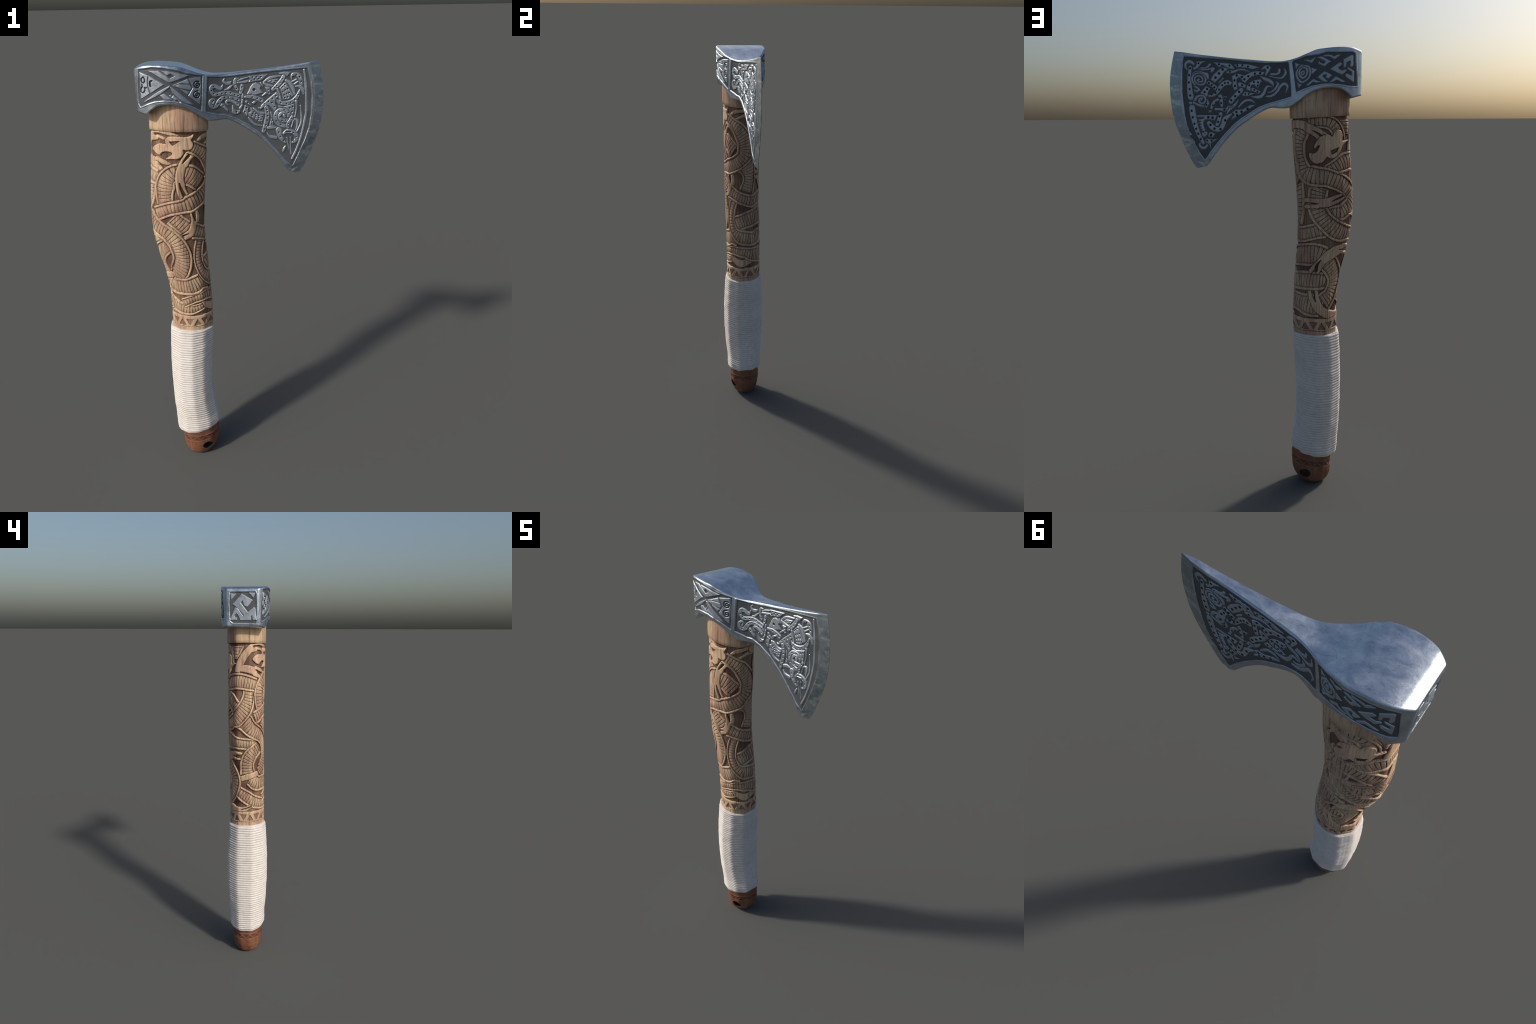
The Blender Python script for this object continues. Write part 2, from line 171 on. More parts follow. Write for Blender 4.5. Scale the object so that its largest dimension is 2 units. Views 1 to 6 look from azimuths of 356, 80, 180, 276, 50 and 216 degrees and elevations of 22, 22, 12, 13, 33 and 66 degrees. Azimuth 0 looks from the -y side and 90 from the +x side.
CARVING = [
    ('band', [(155,1710,46),(155,1679,27.7),(152,1651,12.8)]),
    ('band', [(63,1701,19.5),(78,1703,25.6),(93,1703,27.4),(107,1699,30),(120,1682,31),(129,1651,31),(132,1622,26.2)]),
    ('band', [(92,1471,42),(111,1458,41),(132,1439,42),(148,1413,40),(165,1381,36)]),
    ('band', [(-193,1353,55),(-177,1334,51),(-156,1296,44)]),
    ('band', [(197,1493,35),(196,1466,36),(190,1425,42),(177,1386,45),(154,1347,46),(141,1335,38),(125,1318,37),(105,1318,28.9),(95,1310,27.1)]),
    ('tendril', [[(-159,1702,18.5),(-176,1671,19.7),(-190,1633,19.2),(-198,1604,17.6),(-202,1576,16)],[(-159,1711,11.1),(-140,1718,6.4),(-136,1721,7.8),(-114,1717,9),(-98,1707,7.5),(-88,1701,3)],[(-159,1691,11.2),(-142,1695,9.6),(-143,1700,7.6),(-130,1698,6.6),(-117,1689,5.4)],[(-192,1603,16.6),(-166,1598,19.2),(-146,1587,19.3)],[(-146,1598,12.2),(-126,1586,10.4),(-142,1602,10.4),(-122,1590,9.8),(-109,1582,6.1)],[(-148,1576,12.2),(-129,1561,9.7),(-137,1569,9.9),(-120,1553,7.7)]], [[(-151,1708,1.6),(-135,1711,4.5),(-115,1703,4.5)],[(-150,1711,3.6),(-132,1712,4.2),(-108,1704,1.2)],[(-143,1594,1.3),(-129,1583,3.2),(-113,1567,4.6)],[(-142,1595,1.2),(-133,1585,3.7),(-121,1566,4.3)]]),
    ('band', [(-141,1518,35),(-166,1529,39),(-188,1537,41),(-209,1537,41),(-225,1530,41),(-245,1514,31),(-266,1497,24.5)]),
    ('band', [(-118,1403,39),(-121,1439,42),(-121,1472,47),(-117,1505,44),(-109,1527,41),(-99,1542,39),(-88,1545,40),(-72,1533,48),(-58,1522,46),(-35,1490,43)]),
    ('band', [(-101,1336,38),(-87,1311,37),(-72,1285,39),(-59,1252,38)]),
    ('band', [(4.6,1422,68),(12.6,1389,51),(15.4,1356,42),(14.7,1322,41),(6.3,1274,45)]),
    ('tendril', [[(-79,1581,16.8),(-84,1551,17.8),(-86,1516,17.9),(-83,1484,18.6)],[(-70,1626,7.9),(-77,1606,9.1),(-82,1578,12.2)],[(-59,1614,7.9),(-67,1601,10.1),(-74,1577,12.2)],[(-88,1491,11.1),(-86,1462,10.2),(-81,1430,8.7)],[(-80,1490,11.1),(-76,1464,10.2),(-67,1436,8.7)]], [[(-63,1626,4.3),(-72,1606,5.5),(-80,1586,1.8)],[(-86,1497,1.5),(-82,1471,4.3),(-74,1438,6.9)]]),
    ('tendril', [[(-50,1290,18.3),(-59,1263,18.3),(-70,1250,16.3)],[(-58,1349,6.4),(-54,1322,8.1),(-55,1292,12.2)],[(-44,1360,8.1),(-40,1329,10.6),(-45,1297,14.3)],[(-68,1253,10.2),(-86,1249,4.9)],[(-64,1248,11.4),(-78,1230,5.7)]], [[(-55,1356,4),(-51,1338,5.3),(-47,1313,2)],[(-86,1245,4.9),(-76,1252,4.1),(-67,1257,1.6)]]),
    ('tendril', [[(-48,1673,6.4),(-34,1690,9.3),(-13.6,1698,10.2),(22.7,1701,11.7)],[(-29,1656,4.4),(-5.6,1674,8.2),(23.4,1680,10.3)]], [[(-40,1669,4.1),(-20.7,1685,3.5),(-1.6,1691,1.2)]]),
    ('band', [(-63,1656,30),(-43,1636,31),(-19.3,1605,40),(0.3,1548,47),(5.3,1501,53),(-5.3,1459,45),(-30,1423,42),(-61,1397,43),(-77,1388,35),(-108,1377,33),(-143,1351,35)]),
    ('band', [(125,1241,40),(151,1224,34),(175,1218,32),(197,1215,32),(223,1210,29.9)]),
    ('band', [(-128,1195,36),(-151,1167,40),(-164,1140,42),(-171,1113,42),(-172,1084,43),(-170,1051,47)]),
    ('band', [(-168,1316,47),(-156,1296,44),(-139,1277,42),(-119,1257,39),(-101,1220,41),(-93,1177,45),(-92,1136,46),(-100,1097,48),(-114,1062,47),(-128,1048,35)]),
    ('band', [(150,956,32),(164,942,34),(184,920,38),(211,894,36),(243,879,32),(272,873,25.5),(304,885,17.6),(320,887,14.9)]),
    ('tendril', [[(-57,907,5.1),(-43,887,14.8),(-17.2,869,20.3),(4,875,16.9),(24.1,883,6.3)]], []),
    ('band', [(-114,907,25),(-84,927,23.3),(-56,935,24.3),(-35,939,27),(-4.9,932,31),(21.2,920,40),(46,911,45),(69,904,52),(91,900,52),(106,889,45)]),
    ('tendril', [[(100,882,19.8),(119,862,20.7),(155,844,19.4),(146,851,15.8),(173,851,13.6),(192,864,8.5),(205,870,4.1)],[(69,967,9),(77,930,10.7),(93,887,16.5)],[(87,968,9.8),(94,921,12.3),(103,886,16.5)]], [[(79,968,8.2),(84,938,4.9),(88,921,1.6)],[(166,852,1.4),(182,859,2.7),(199,870,3.4)]]),
    ('band', [(-166,1022,36),(-151,1009,45),(-137,995,44),(-122,994,42),(-96,993,43),(-74,999,47),(-53,1013,44),(-32,1017,52)]),
    ('tendril', [[(168,1023,15.1),(193,1037,15.8),(221,1048,15.2)]], []),
    ('band', [(-33,1090,43),(-24.3,1098,43),(-1.9,1112,44),(23.1,1125,48),(40,1129,50),(64,1134,52),(81,1134,47),(96,1127,41)]),
    ('band', [(-37,1216,25.6),(-46,1168,26.4),(-50,1119,27.2),(-46,1076,29.4),(-36,1044,33),(-18.7,1023,41),(-0.2,1015,42),(23.4,1010,41),(51,1015,43),(84,1015,42),(106,1015,39),(117,1013,35)]),
    ('band', [(-52,1266,40),(-21.2,1242,33),(5.5,1225,34),(28.2,1218,36),(46,1225,36),(71,1238,36),(88,1246,39)]),
    ('band', [(79,1431,36),(74,1411,39),(71,1380,39),(71,1336,41),(80,1300,40),(94,1271,40),(113,1243,43),(133,1228,42),(154,1222,34)]),
    ('band', [(49,1676,34),(42,1654,37),(36,1625,34),(35,1574,29.4),(40,1530,30),(47,1493,43),(66,1477,45),(92,1471,42),(111,1458,41)]),
    ('tendril', [[(69,1360,19.1),(83,1361,19.7),(95,1364,19)],[(72,1371,9.9),(43,1371,9.3)],[(72,1347,9.2),(43,1343,9.3)],[(94,1374,9.2),(109,1383,8.5),(125,1393,5.9)],[(94,1354,9.2),(112,1367,8.6),(131,1384,6)]], [[(42,1357,4.6),(62,1358,3.3),(73,1357,1.3)],[(103,1368,1.3),(114,1378,3.3),(130,1390,4)]]),
    ('band', [(109,1098,43),(125,1069,43),(137,1038,45),(141,1009,46),(138,976,44),(128,940,45),(110,914,48)]),
    ('tendril', [[(169,1165,6.6),(144,1169,9.3),(144,1163,12.3),(121,1151,18.3)],[(166,1134,4.6),(146,1136,8),(143,1146,14.3),(122,1141,18.3)],[(135,1153,20.4),(122,1145,24.4),(103,1123,24.3),(90,1099,20.3)],[(84,1094,12.2),(74,1077,11.4),(67,1057,9)],[(95,1094,12.2),(90,1076,11.4),(87,1055,9)]], [[(81,1063,7.3),(82,1088,5.7),(89,1109,1.6)],[(132,1152,1.3),(152,1149,3),(174,1150,3.3)]]),
    ('tendril', [[(12.5,1694,17.1),(47,1691,17.7),(61,1677,17.7)],[(61,1684,12.8),(80,1667,12.2),(98,1648,9.6)],[(59,1670,11.3),(73,1655,10.3),(84,1636,9)]], [[(71,1667,1),(81,1656,3.2),(89,1642,5.1)]]),
    ('head', [(-119,1687),(-114,1698),(-105,1703),(-89,1701),(-75,1698),(-63,1702),(-57,1711),(-58,1697),(-62,1685),(-58,1672),(-58,1657),(-62,1644),(-72,1640),(-79,1644),(-78,1630),(-83,1613),(-92,1604),(-100,1604),(-117,1605),(-106,1620),(-103,1630),(-108,1636),(-119,1637),(-127,1630),(-131,1621),(-142,1626),(-153,1642),(-153,1652),(-145,1664),(-133,1671),(-118,1670)], [(-110,1681),(-87,1683),(-102,1664)]),  # head1
    ('head', [(87,1642),(99,1651),(107,1648),(112,1642),(116,1657),(125,1671),(135,1666),(139,1647),(137,1625),(155,1627),(138,1606),(130,1584),(122,1565),(111,1551),(103,1551),(98,1558),(95,1550),(88,1535),(77,1529),(68,1533),(62,1549),(61,1572),(71,1572),(79,1585),(84,1604),(80,1604),(73,1591),(72,1601),(77,1620),(84,1636)], [(107,1583),(124,1597),(118,1578),(108,1567)]),  # head2
]

# ---------------------------------------------------------------- colours ---
WOOD_LIGHT, WOOD_MID, WOOD_RED = (0.60, 0.433, 0.288), (0.53, 0.362, 0.248), (0.475, 0.304, 0.216)
CORD_A, CORD_B = (0.64, 0.60, 0.565), (0.70, 0.66, 0.625)
#             dark               light              rough metallic
STEEL_ARGS = ((0.37, 0.435, 0.52), (0.55, 0.625, 0.72), 0.40, 1.0)
TOP_ARGS = ((0.46, 0.53, 0.62), (0.74, 0.80, 0.87), 0.34, 1.0)
EDGE_ARGS = ((0.28, 0.335, 0.395), (0.40, 0.46, 0.52), 0.44, 1.0)
EDGE_BLOTCH = (0.58, 0.66, 0.66)
FIG_ARGS = ((0.38, 0.43, 0.49), (0.49, 0.545, 0.61), 0.56, 1.0)
PANEL_ARGS = ((0.090, 0.097, 0.106), (0.118, 0.126, 0.136), 0.62, 0.5)

# ------------------------------------------------------------ 2D helpers ---
def catmull(pts, step=3.0, closed=False):
    """Catmull-Rom curve through control points (first two columns = position)."""
    p = np.asarray(pts, float)
    if closed:
        q = np.vstack([p[-1], p, p[0], p[1]])
    else:
        q = np.vstack([2 * p[0] - p[1], p, 2 * p[-1] - p[-2]])
        q[0, 2:] = p[0, 2:]
        q[-1, 2:] = p[-1, 2:]
    out = []
    for i in range(1, len(q) - 2):
        a, b, c, d = q[i - 1], q[i], q[i + 1], q[i + 2]
        n = max(2, int(np.hypot(*(c - b)[:2]) / step))
        t = (np.arange(n) / n)[:, None]
        out.append(0.5 * (2 * b + (c - a) * t + (2 * a - 5 * b + 4 * c - d) * t ** 2
                          + (3 * b - a - 3 * c + d) * t ** 3))
    if not closed:
        out.append(q[-2][None])
    return np.vstack(out)


def stroke_field(X, Y, c):
    """Nearest point of polyline c=(x,y,w): distance, width, arc length, beyond-end flag."""
    seg = np.hypot(*np.diff(c[:, :2], axis=0).T)
    arc = np.concatenate([[0], np.cumsum(seg)])
    best = np.full(X.shape, 1e9)
    W = np.zeros(X.shape)
    S = np.zeros(X.shape)
    end = np.zeros(X.shape, bool)
    n = len(c) - 1
    for i in range(n):
        a, b = c[i], c[i + 1]
        ux, uy = b[0] - a[0], b[1] - a[1]
        L2 = ux * ux + uy * uy + 1e-9
        traw = ((X - a[0]) * ux + (Y - a[1]) * uy) / L2
        t = np.clip(traw, 0, 1)
        d = np.hypot(X - a[0] - t * ux, Y - a[1] - t * uy)
        m = d < best
        best[m] = d[m]
        W[m] = (a[2] + t * (b[2] - a[2]))[m]
        S[m] = (arc[i] + t * seg[i])[m]
        e = np.zeros(X.shape, bool)
        if i == 0:
            e |= traw < -0.02
        if i == n - 1:
            e |= traw > 1.02
        end[m] = e[m]
    return best, W, S, end


def poly_sdf(X, Y, p):
    """Signed distance to a closed polygon, negative inside."""
    p = np.asarray(p, float)[:, :2]
    d = np.full(X.shape, 1e9)
    inside = np.zeros(X.shape, bool)
    for a, b in zip(p, np.roll(p, -1, axis=0)):
        ux, uy = b - a
        t = np.clip(((X - a[0]) * ux + (Y - a[1]) * uy) / (ux * ux + uy * uy + 1e-9), 0, 1)
        d = np.minimum(d, np.hypot(X - a[0] - t * ux, Y - a[1] - t * uy))
        if abs(uy) > 1e-9:
            cr = ((a[1] > Y) != (b[1] > Y)) & (X < ux * (Y - a[1]) / uy + a[0])
            inside ^= cr
    return np.where(inside, -d, d)


def smooth(t):
    t = np.clip(t, 0, 1)
    return t * t * (3 - 2 * t)


def curve_at(pts, f):
    """Point(s) at arc-length fraction f of a smooth curve through pts."""
    c = catmull(pts, 1.0)
    L = np.concatenate([[0], np.cumsum(np.hypot(*np.diff(c, axis=0).T))])
    L /= L[-1]
    return np.stack([np.interp(f, L, c[:, 0]), np.interp(f, L, c[:, 1])], -1)


def soft_noise(X, Y, scale, seed):
    """Cheap smooth noise: sum of rotated sines."""
    r = np.random.default_rng(seed)
    v = np.zeros(X.shape)
    for k in range(9):
        a = r.uniform(0, 2 * math.pi)
        f = r.uniform(0.6, 2.2) / scale
        v += np.sin((X * math.cos(a) + Y * math.sin(a)) * f * 2 * math.pi + r.uniform(0, 6.28)) / (1 + f * scale)
    return v / 2.5


# ------------------------------------------------------------- materials ---
def material(name):
    m = bpy.data.materials.new(name)
    m.use_nodes = True
    nt = m.node_tree
    return m, nt, nt.nodes['Principled BSDF']


def nd(nt, typ, **kw):
    n = nt.nodes.new(typ)
    for k, v in kw.items():
        if k in n.inputs:
            n.inputs[k].default_value = v
        else:
            setattr(n, k, v)
    return n


def coords(nt, scale):
    tc = nt.nodes.new('ShaderNodeTexCoord')
    mp = nt.nodes.new('ShaderNodeMapping')
    mp.inputs['Scale'].default_value = scale
    nt.links.new(tc.outputs['Object'], mp.inputs['Vector'])
    return mp.outputs['Vector']


def ramp(nt, fac, stops):
    r = nt.nodes.new('ShaderNodeValToRGB')
    e = r.color_ramp.elements
    while len(e) < len(stops):
        e.new(0.5)
    for i, (p, c) in enumerate(stops):
        e[i].position = p
        e[i].color = (*c, 1) if len(c) == 3 else c
    nt.links.new(fac, r.inputs['Fac'])
    return r.outputs['Color']


def mix(nt, fac, a, b, mode='MIX'):
    m = nt.nodes.new('ShaderNodeMix')
    m.data_type = 'RGBA'
    m.blend_type = mode
    for sock, v in ((m.inputs['Factor'], fac), (m.inputs['A'], a), (m.inputs['B'], b)):
        if hasattr(v, 'is_output'):
            nt.links.new(v, sock)
        else:
            sock.default_value = v if isinstance(v, (int, float)) else (*v, 1)
    return m.outputs['Result']


def noise_tex(nt, vec, scale, detail=4, rough=0.55, dist=0.0):
    n = nd(nt, 'ShaderNodeTexNoise', Scale=scale, Detail=detail, Roughness=rough, Distortion=dist)
    nt.links.new(vec, n.inputs['Vector'])
    return n.outputs['Fac']


def bump(nt, bsdf, height, strength, distance):
    b = nd(nt, 'ShaderNodeBump', Strength=strength, Distance=distance)
    nt.links.new(height, b.inputs['Height'])
    nt.links.new(b.outputs['Normal'], bsdf.inputs['Normal'])


def wood(name, light, mid, red, tint=1.0):
    """Oiled timber: fine streaks along the haft over soft pinkish and straw patches."""
    m, nt, bs = material(name)
    fib = noise_tex(nt, coords(nt, (75, 75, 5)), 1.6, 5, 0.65)
    blot = noise_tex(nt, coords(nt, (7, 7, 5)), 1.4, 3, 0.5)
    sc = lambda c: tuple(x * tint for x in c)
    base = ramp(nt, blot, [(0.38, sc(red)), (0.5, sc(mid)), (0.60, sc(light))])
    streak = ramp(nt, fib, [(0.33, (0.50, 0.44, 0.40)), (0.47, (0.92, 0.91, 0.90)), (0.66, (1.18, 1.16, 1.12))])
    col = mix(nt, 1.0, base, streak, 'MULTIPLY')
    nt.links.new(col, bs.inputs['Base Color'])
    bs.inputs['Roughness'].default_value = 0.62
    bs.inputs['Specular IOR Level'].default_value = 0.3
    bump(nt, bs, fib, 0.5, 0.0012)
    return m


LIGHT, MID, RED = WOOD_LIGHT, WOOD_MID, WOOD_RED
M_WOOD = wood('carved_wood', LIGHT, MID, RED)
M_WOOD_BODY = wood('carved_wood_ribs', LIGHT, MID, RED, 0.86)
M_WOOD_GROUND = wood('shaded_red_wood_ground', (0.245, 0.152, 0.103), (0.17, 0.098, 0.068), (0.118, 0.063, 0.047))  # redder ground wood, with recess shade also put into its colour
M_WOOD_SHADE = wood('carved_wood_shaded_flank', LIGHT, MID, RED, 0.64)  # same wood darkened: crease shade painted beside the rims
M_WOOD_PALE = wood('carved_wood_pale', LIGHT, MID, RED, 1.1)
M_WOOD_TRIANGLE = wood('carved_wood_triangles', (0.30, 0.20, 0.135), (0.26, 0.165, 0.11), (0.225, 0.135, 0.095))
M_WOOD_PLAIN = wood('plain_wood', LIGHT, MID, RED, 0.95)
M_WOOD_LINE = wood('shaded_wood_lines', (0.10, 0.058, 0.036), (0.085, 0.047, 0.03), (0.07, 0.037, 0.025))  # shade of grooves and overlaps painted as dark brown lines


def steel(name, dark, light, rough, metallic, spec=0.5, blotch=None, grit=1.0, scratches=False):
    m, nt, bs = material(name)
    a = noise_tex(nt, coords(nt, (1, 1.5, 1)), 15.0, 8, 0.7, 0.4)
    g = noise_tex(nt, coords(nt, (1, 1, 1)), 140.0, 3, 0.6)
    col = ramp(nt, a, [(0.36, dark), (0.66, light)])
    if blotch:
        p = noise_tex(nt, coords(nt, (1, 1, 1.6)), 22.0, 7, 0.7, 0.6)
        f = ramp(nt, p, [(0.50, (0, 0, 0)), (0.64, (1, 1, 1))])
        col = mix(nt, f, col, blotch)
    pit = ramp(nt, g, [(0.26, (0.55, 0.55, 0.55)), (0.36, (1, 1, 1))])
    col = mix(nt, 1.0, col, pit, 'MULTIPLY')
    if scratches:
        w = nd(nt, 'ShaderNodeTexVoronoi', feature='DISTANCE_TO_EDGE', Scale=4.5)
        v = nt.nodes.new('ShaderNodeVectorMath')
        v.operation = 'ADD'
        n3 = nd(nt, 'ShaderNodeTexNoise', Scale=5.0, Detail=2)
        src = coords(nt, (1.0, 1.7, 0.6))
        nt.links.new(src, n3.inputs['Vector'])
        nt.links.new(src, v.inputs[0])
        nt.links.new(n3.outputs['Color'], v.inputs[1])
        nt.links.new(v.outputs[0], w.inputs['Vector'])
        brk = noise_tex(nt, coords(nt, (1, 1, 1)), 7.0, 2)
        ln = ramp(nt, w.outputs['Distance'], [(0.0, (1, 1, 1)), (0.016, (0, 0, 0))])
        bk = ramp(nt, brk, [(0.44, (0, 0, 0)), (0.56, (0.7, 0.7, 0.7))])
        f = mix(nt, 1.0, ln, bk, 'MULTIPLY')
        col = mix(nt, f, col, tuple(x * 0.45 for x in dark))
    nt.links.new(col, bs.inputs['Base Color'])
    r = ramp(nt, a, [(0.3, (rough - 0.07,) * 3), (0.7, (rough + 0.08,) * 3)])
    nt.links.new(r, bs.inputs['Roughness'])
    bs.inputs['Metallic'].default_value = metallic
    bs.inputs['Specular IOR Level'].default_value = spec
    mixh = mix(nt, 0.35, a, g)
    bump(nt, bs, mixh, 0.25 * grit, 0.003)
    return m


M_STEEL = steel('worn_steel', *STEEL_ARGS)
M_TOP = steel('brushed_steel_top', *TOP_ARGS, scratches=True)
M_EDGE = steel('whetted_edge_steel', *EDGE_ARGS, blotch=EDGE_BLOTCH, grit=0.25)
M_FIG = steel('raised_steel_ornament', *FIG_ARGS)
M_PANEL = steel('blackened_steel_ground', *PANEL_ARGS)
M_DOT = steel('blackened_steel_dots', (0.016, 0.017, 0.019), (0.03, 0.031, 0.033), 0.6, 0.3)


def cord_material():
    m, nt, bs = material('white_cord')
    n = noise_tex(nt, coords(nt, (1, 1, 1)), 45.0, 5, 0.6)
    b = noise_tex(nt, coords(nt, (1, 1, 1)), 6.0, 3, 0.5)
    fibre = noise_tex(nt, coords(nt, (260, 260, 120)), 1.0, 3, 0.6)
    c1 = ramp(nt, b, [(0.35, CORD_A), (0.65, CORD_B)])
    c2 = ramp(nt, n, [(0.3, (0.92, 0.91, 0.90)), (0.6, (1.03, 1.03, 1.03))])
    nt.links.new(mix(nt, 1.0, c1, c2, 'MULTIPLY'), bs.inputs['Base Color'])
    bs.inputs['Roughness'].default_value = 0.85
    bs.inputs['Specular IOR Level'].default_value = 0.15
    bump(nt, bs, fibre, 0.6, 0.0015)
    return m


M_CORD = cord_material()


def cap_material(name, k):
    m, nt, bs = material(name)
    a = noise_tex(nt, coords(nt, (1, 1, 0.6)), 16.0, 6, 0.6, 0.4)
    g = noise_tex(nt, coords(nt, (90, 90, 12)), 1.0, 4, 0.6)
    c1 = ramp(nt, a, [(0.3, tuple(x * k for x in (0.145, 0.058, 0.033))), (0.55, tuple(x * k for x in (0.205, 0.085, 0.049))),
                      (0.75, tuple(x * k for x in (0.285, 0.135, 0.083)))])
    c2 = ramp(nt, g, [(0.3, (0.8, 0.78, 0.76)), (0.6, (1.05, 1.05, 1.05))])
    nt.links.new(mix(nt, 1.0, c1, c2, 'MULTIPLY'), bs.inputs['Base Color'])
    bs.inputs['Roughness'].default_value = 0.5
    bs.inputs['Specular IOR Level'].default_value = 0.4
    bump(nt, bs, a, 0.3, 0.002)
    return m


M_CAP = cap_material('red_brown_cap', 1.0)
M_CAP_DARK = cap_material('red_brown_cap_recess', 0.62)
M_HOLE, _nt, _bs = material('dark_bore')
_v = noise_tex(_nt, coords(_nt, (1, 1, 1)), 60.0, 3)
_nt.links.new(ramp(_nt, _v, [(0.3, (0.016, 0.014, 0.013)), (0.7, (0.032, 0.028, 0.026))]), _bs.inputs['Base Color'])
_bs.inputs['Roughness'].default_value = 0.7


# ----------------------------------------------------------- mesh makers ---
def make_object(name, V, F, mats, parent, fm=None, normals=None, smooth_shade=True, kind=None):
    me = bpy.data.meshes.new(name)
    F = np.asarray(F, np.int32)
    k = F.shape[1]
    me.vertices.add(len(V))
    me.vertices.foreach_set('co', np.asarray(V, np.float32).ravel())
    me.loops.add(F.size)
    me.loops.foreach_set('vertex_index', F.ravel())
    me.polygons.add(len(F))
    me.polygons.foreach_set('loop_start', np.arange(0, F.size, k, dtype=np.int32))
    me.polygons.foreach_set('loop_total', np.full(len(F), k, np.int32))
    for m in mats:
        me.materials.append(m)
    if fm is not None:
        me.polygons.foreach_set('material_index', np.asarray(fm, np.int32))
    me.update(calc_edges=True)
    me.polygons.foreach_set('use_smooth', np.full(len(F), smooth_shade))
    if normals is not None:
        me.normals_split_custom_set_from_vertices([tuple(n) for n in normals])
    ob = bpy.data.objects.new(name, me)
    bpy.context.scene.collection.objects.link(ob)
    ob.parent = parent
    if kind:
        ob['kind'] = kind
    return ob


def vertex_normals(V, F):
    n = np.cross(V[F[:, 2]] - V[F[:, 0]], V[F[:, 3]] - V[F[:, 1]])
    out = np.zeros_like(V)
    for c in range(4):
        np.add.at(out, F[:, c], n)
    return out / (np.linalg.norm(out, axis=1, keepdims=True) + 1e-12)


def grid_faces(nr, nc, wrap=False):
    r = np.arange(nr - 1)[:, None]
    c = np.arange(nc if wrap else nc - 1)[None, :]
    c2 = (c + 1) % nc
    return np.stack([r * nc + c, r * nc + c2, (r + 1) * nc + c2, (r + 1) * nc + c], -1).reshape(-1, 4)


def split_object(name, V, F, N, sel, fm, mats, parent, flip=False):
    f = F[sel]
    used, inv = np.unique(f, return_inverse=True)
    f = inv.reshape(-1, 4)
    if flip:
        f = f[:, ::-1]
    return make_object(name, V[used], f, mats, parent, None if fm is None else fm[sel], N[used])


axe = bpy.data.objects.new('viking_axe', None)
bpy.context.scene.collection.objects.link(axe)
axe['label'] = 'bearded axe, engraved steel head, serpent carved haft, white cord grip'
axe['category'] = 'axe'

# =================================================================== HAFT ===
HZ = np.array([0, 765, 870, 966, 1000, 1073, 1126, 1180, 1226, 1310, 1390, 1443, 1536, 1634, 1720, 1800.])
H_BACK = np.array([-320, -320, -319, -320, -325, -338, -354, -365, -376, -383, -382.5, -378, -371, -363, -356, -354.])
H_FRONT = np.array([-124, -124, -122.5, -127, -127.5, -133, -137, -141, -143, -143, -138.5, -135, -125, -119, -114, -112.])
H_SIDE = np.array([92, 92, 92, 92, 92, 92, 92, 92, 92.5, 93, 93, 93.5, 94, 94.5, 94.5, 95.])


def smooth_interp(z, zs, vs):
    """Interpolate a profile and soften its corners."""
    acc = 0
    for o in (-22, -11, 0, 11, 22):
        acc = acc + np.interp(np.asarray(z) + o, zs, vs)
    return acc / 5


# hewn section: ten soft corners, flat front and back (unit half widths)
CORNERS = [(1.0, 0.38), (0.55, 0.85), (0.0, 1.0), (-0.55, 0.85), (-1.0, 0.38),
           (-1.0, -0.38), (-0.55, -0.85), (0.0, -1.0), (0.55, -0.85), (1.0, -0.38)]


def section_radius():
    """Radius of the section against angle, corners rounded a little."""
    a = np.radians(np.arange(0, 360, 0.5))
    r = np.full(a.shape, 9.0)
    for p, q in zip(CORNERS, CORNERS[1:] + CORNERS[:1]):
        nx, ny = q[1] - p[1], p[0] - q[0]
        d = nx * p[0] + ny * p[1]
        den = nx * np.cos(a) + ny * np.sin(a)
        with np.errstate(divide='ignore', invalid='ignore'):
            t = d / den
        r = np.where((t > 0) & (t < r), t, r)
    k = np.hanning(49)[1:-1]
    k /= k.sum()
    return a, np.convolve(np.concatenate([r[-23:], r, r[:23]]), k, 'valid')


SEC_A, SEC_R = section_radius()


def section(th, k=1.0):
    r = np.interp(np.asarray(th) % (2 * math.pi), np.append(SEC_A, 2 * math.pi), np.append(SEC_R, SEC_R[0]))
    return 1 + k * (r - 1)


def tube(th, z, back, front, side, h, k=1.0):
    """Points of an elliptical tube; h = offset along the section normal."""
    cx, ax = (back + front) / 2, (front - back) / 2
    c, s = np.cos(th), np.sin(th)
    f = section(th, k)
    nx, ny = c / ax, s / side
    L = np.hypot(nx, ny)
    return np.stack([cx + ax * c * f + h * nx / L, side * s * f + h * ny / L, z], -1) / 1000


R_METRIC = 104.0                     # mm of girth per radian used for the carving
NT, Z0, Z1 = 432, 742.0, 1736.0
NZ = 640
th_deg = np.arange(NT) * 360.0 / NT - 180
zz = np.linspace(Z0, Z1, NZ)
TH, ZZ = np.meshgrid(th_deg, zz)
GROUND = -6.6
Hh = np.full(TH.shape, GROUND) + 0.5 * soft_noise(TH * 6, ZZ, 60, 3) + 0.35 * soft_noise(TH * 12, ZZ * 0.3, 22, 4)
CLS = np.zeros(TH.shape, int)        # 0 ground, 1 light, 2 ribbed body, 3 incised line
PID = np.zeros(TH.shape, int)        # which carved piece
KIND = {0: 'handle'}


def windows(tmin, tmax, zmin, zmax):
    """Grid columns/rows near an angular window, tried at every full turn."""
    rows = np.where((zz >= zmin) & (zz <= zmax))[0]
    for sh in (-720, -360, 0, 360, 720):
        cols = np.where((th_deg + sh >= tmin) & (th_deg + sh <= tmax))[0]
        if len(cols) and len(rows):
            yield np.ix_(rows, cols), sh


def local(ix, sh):
    return np.radians(TH[ix] + sh) * R_METRIC, ZZ[ix]


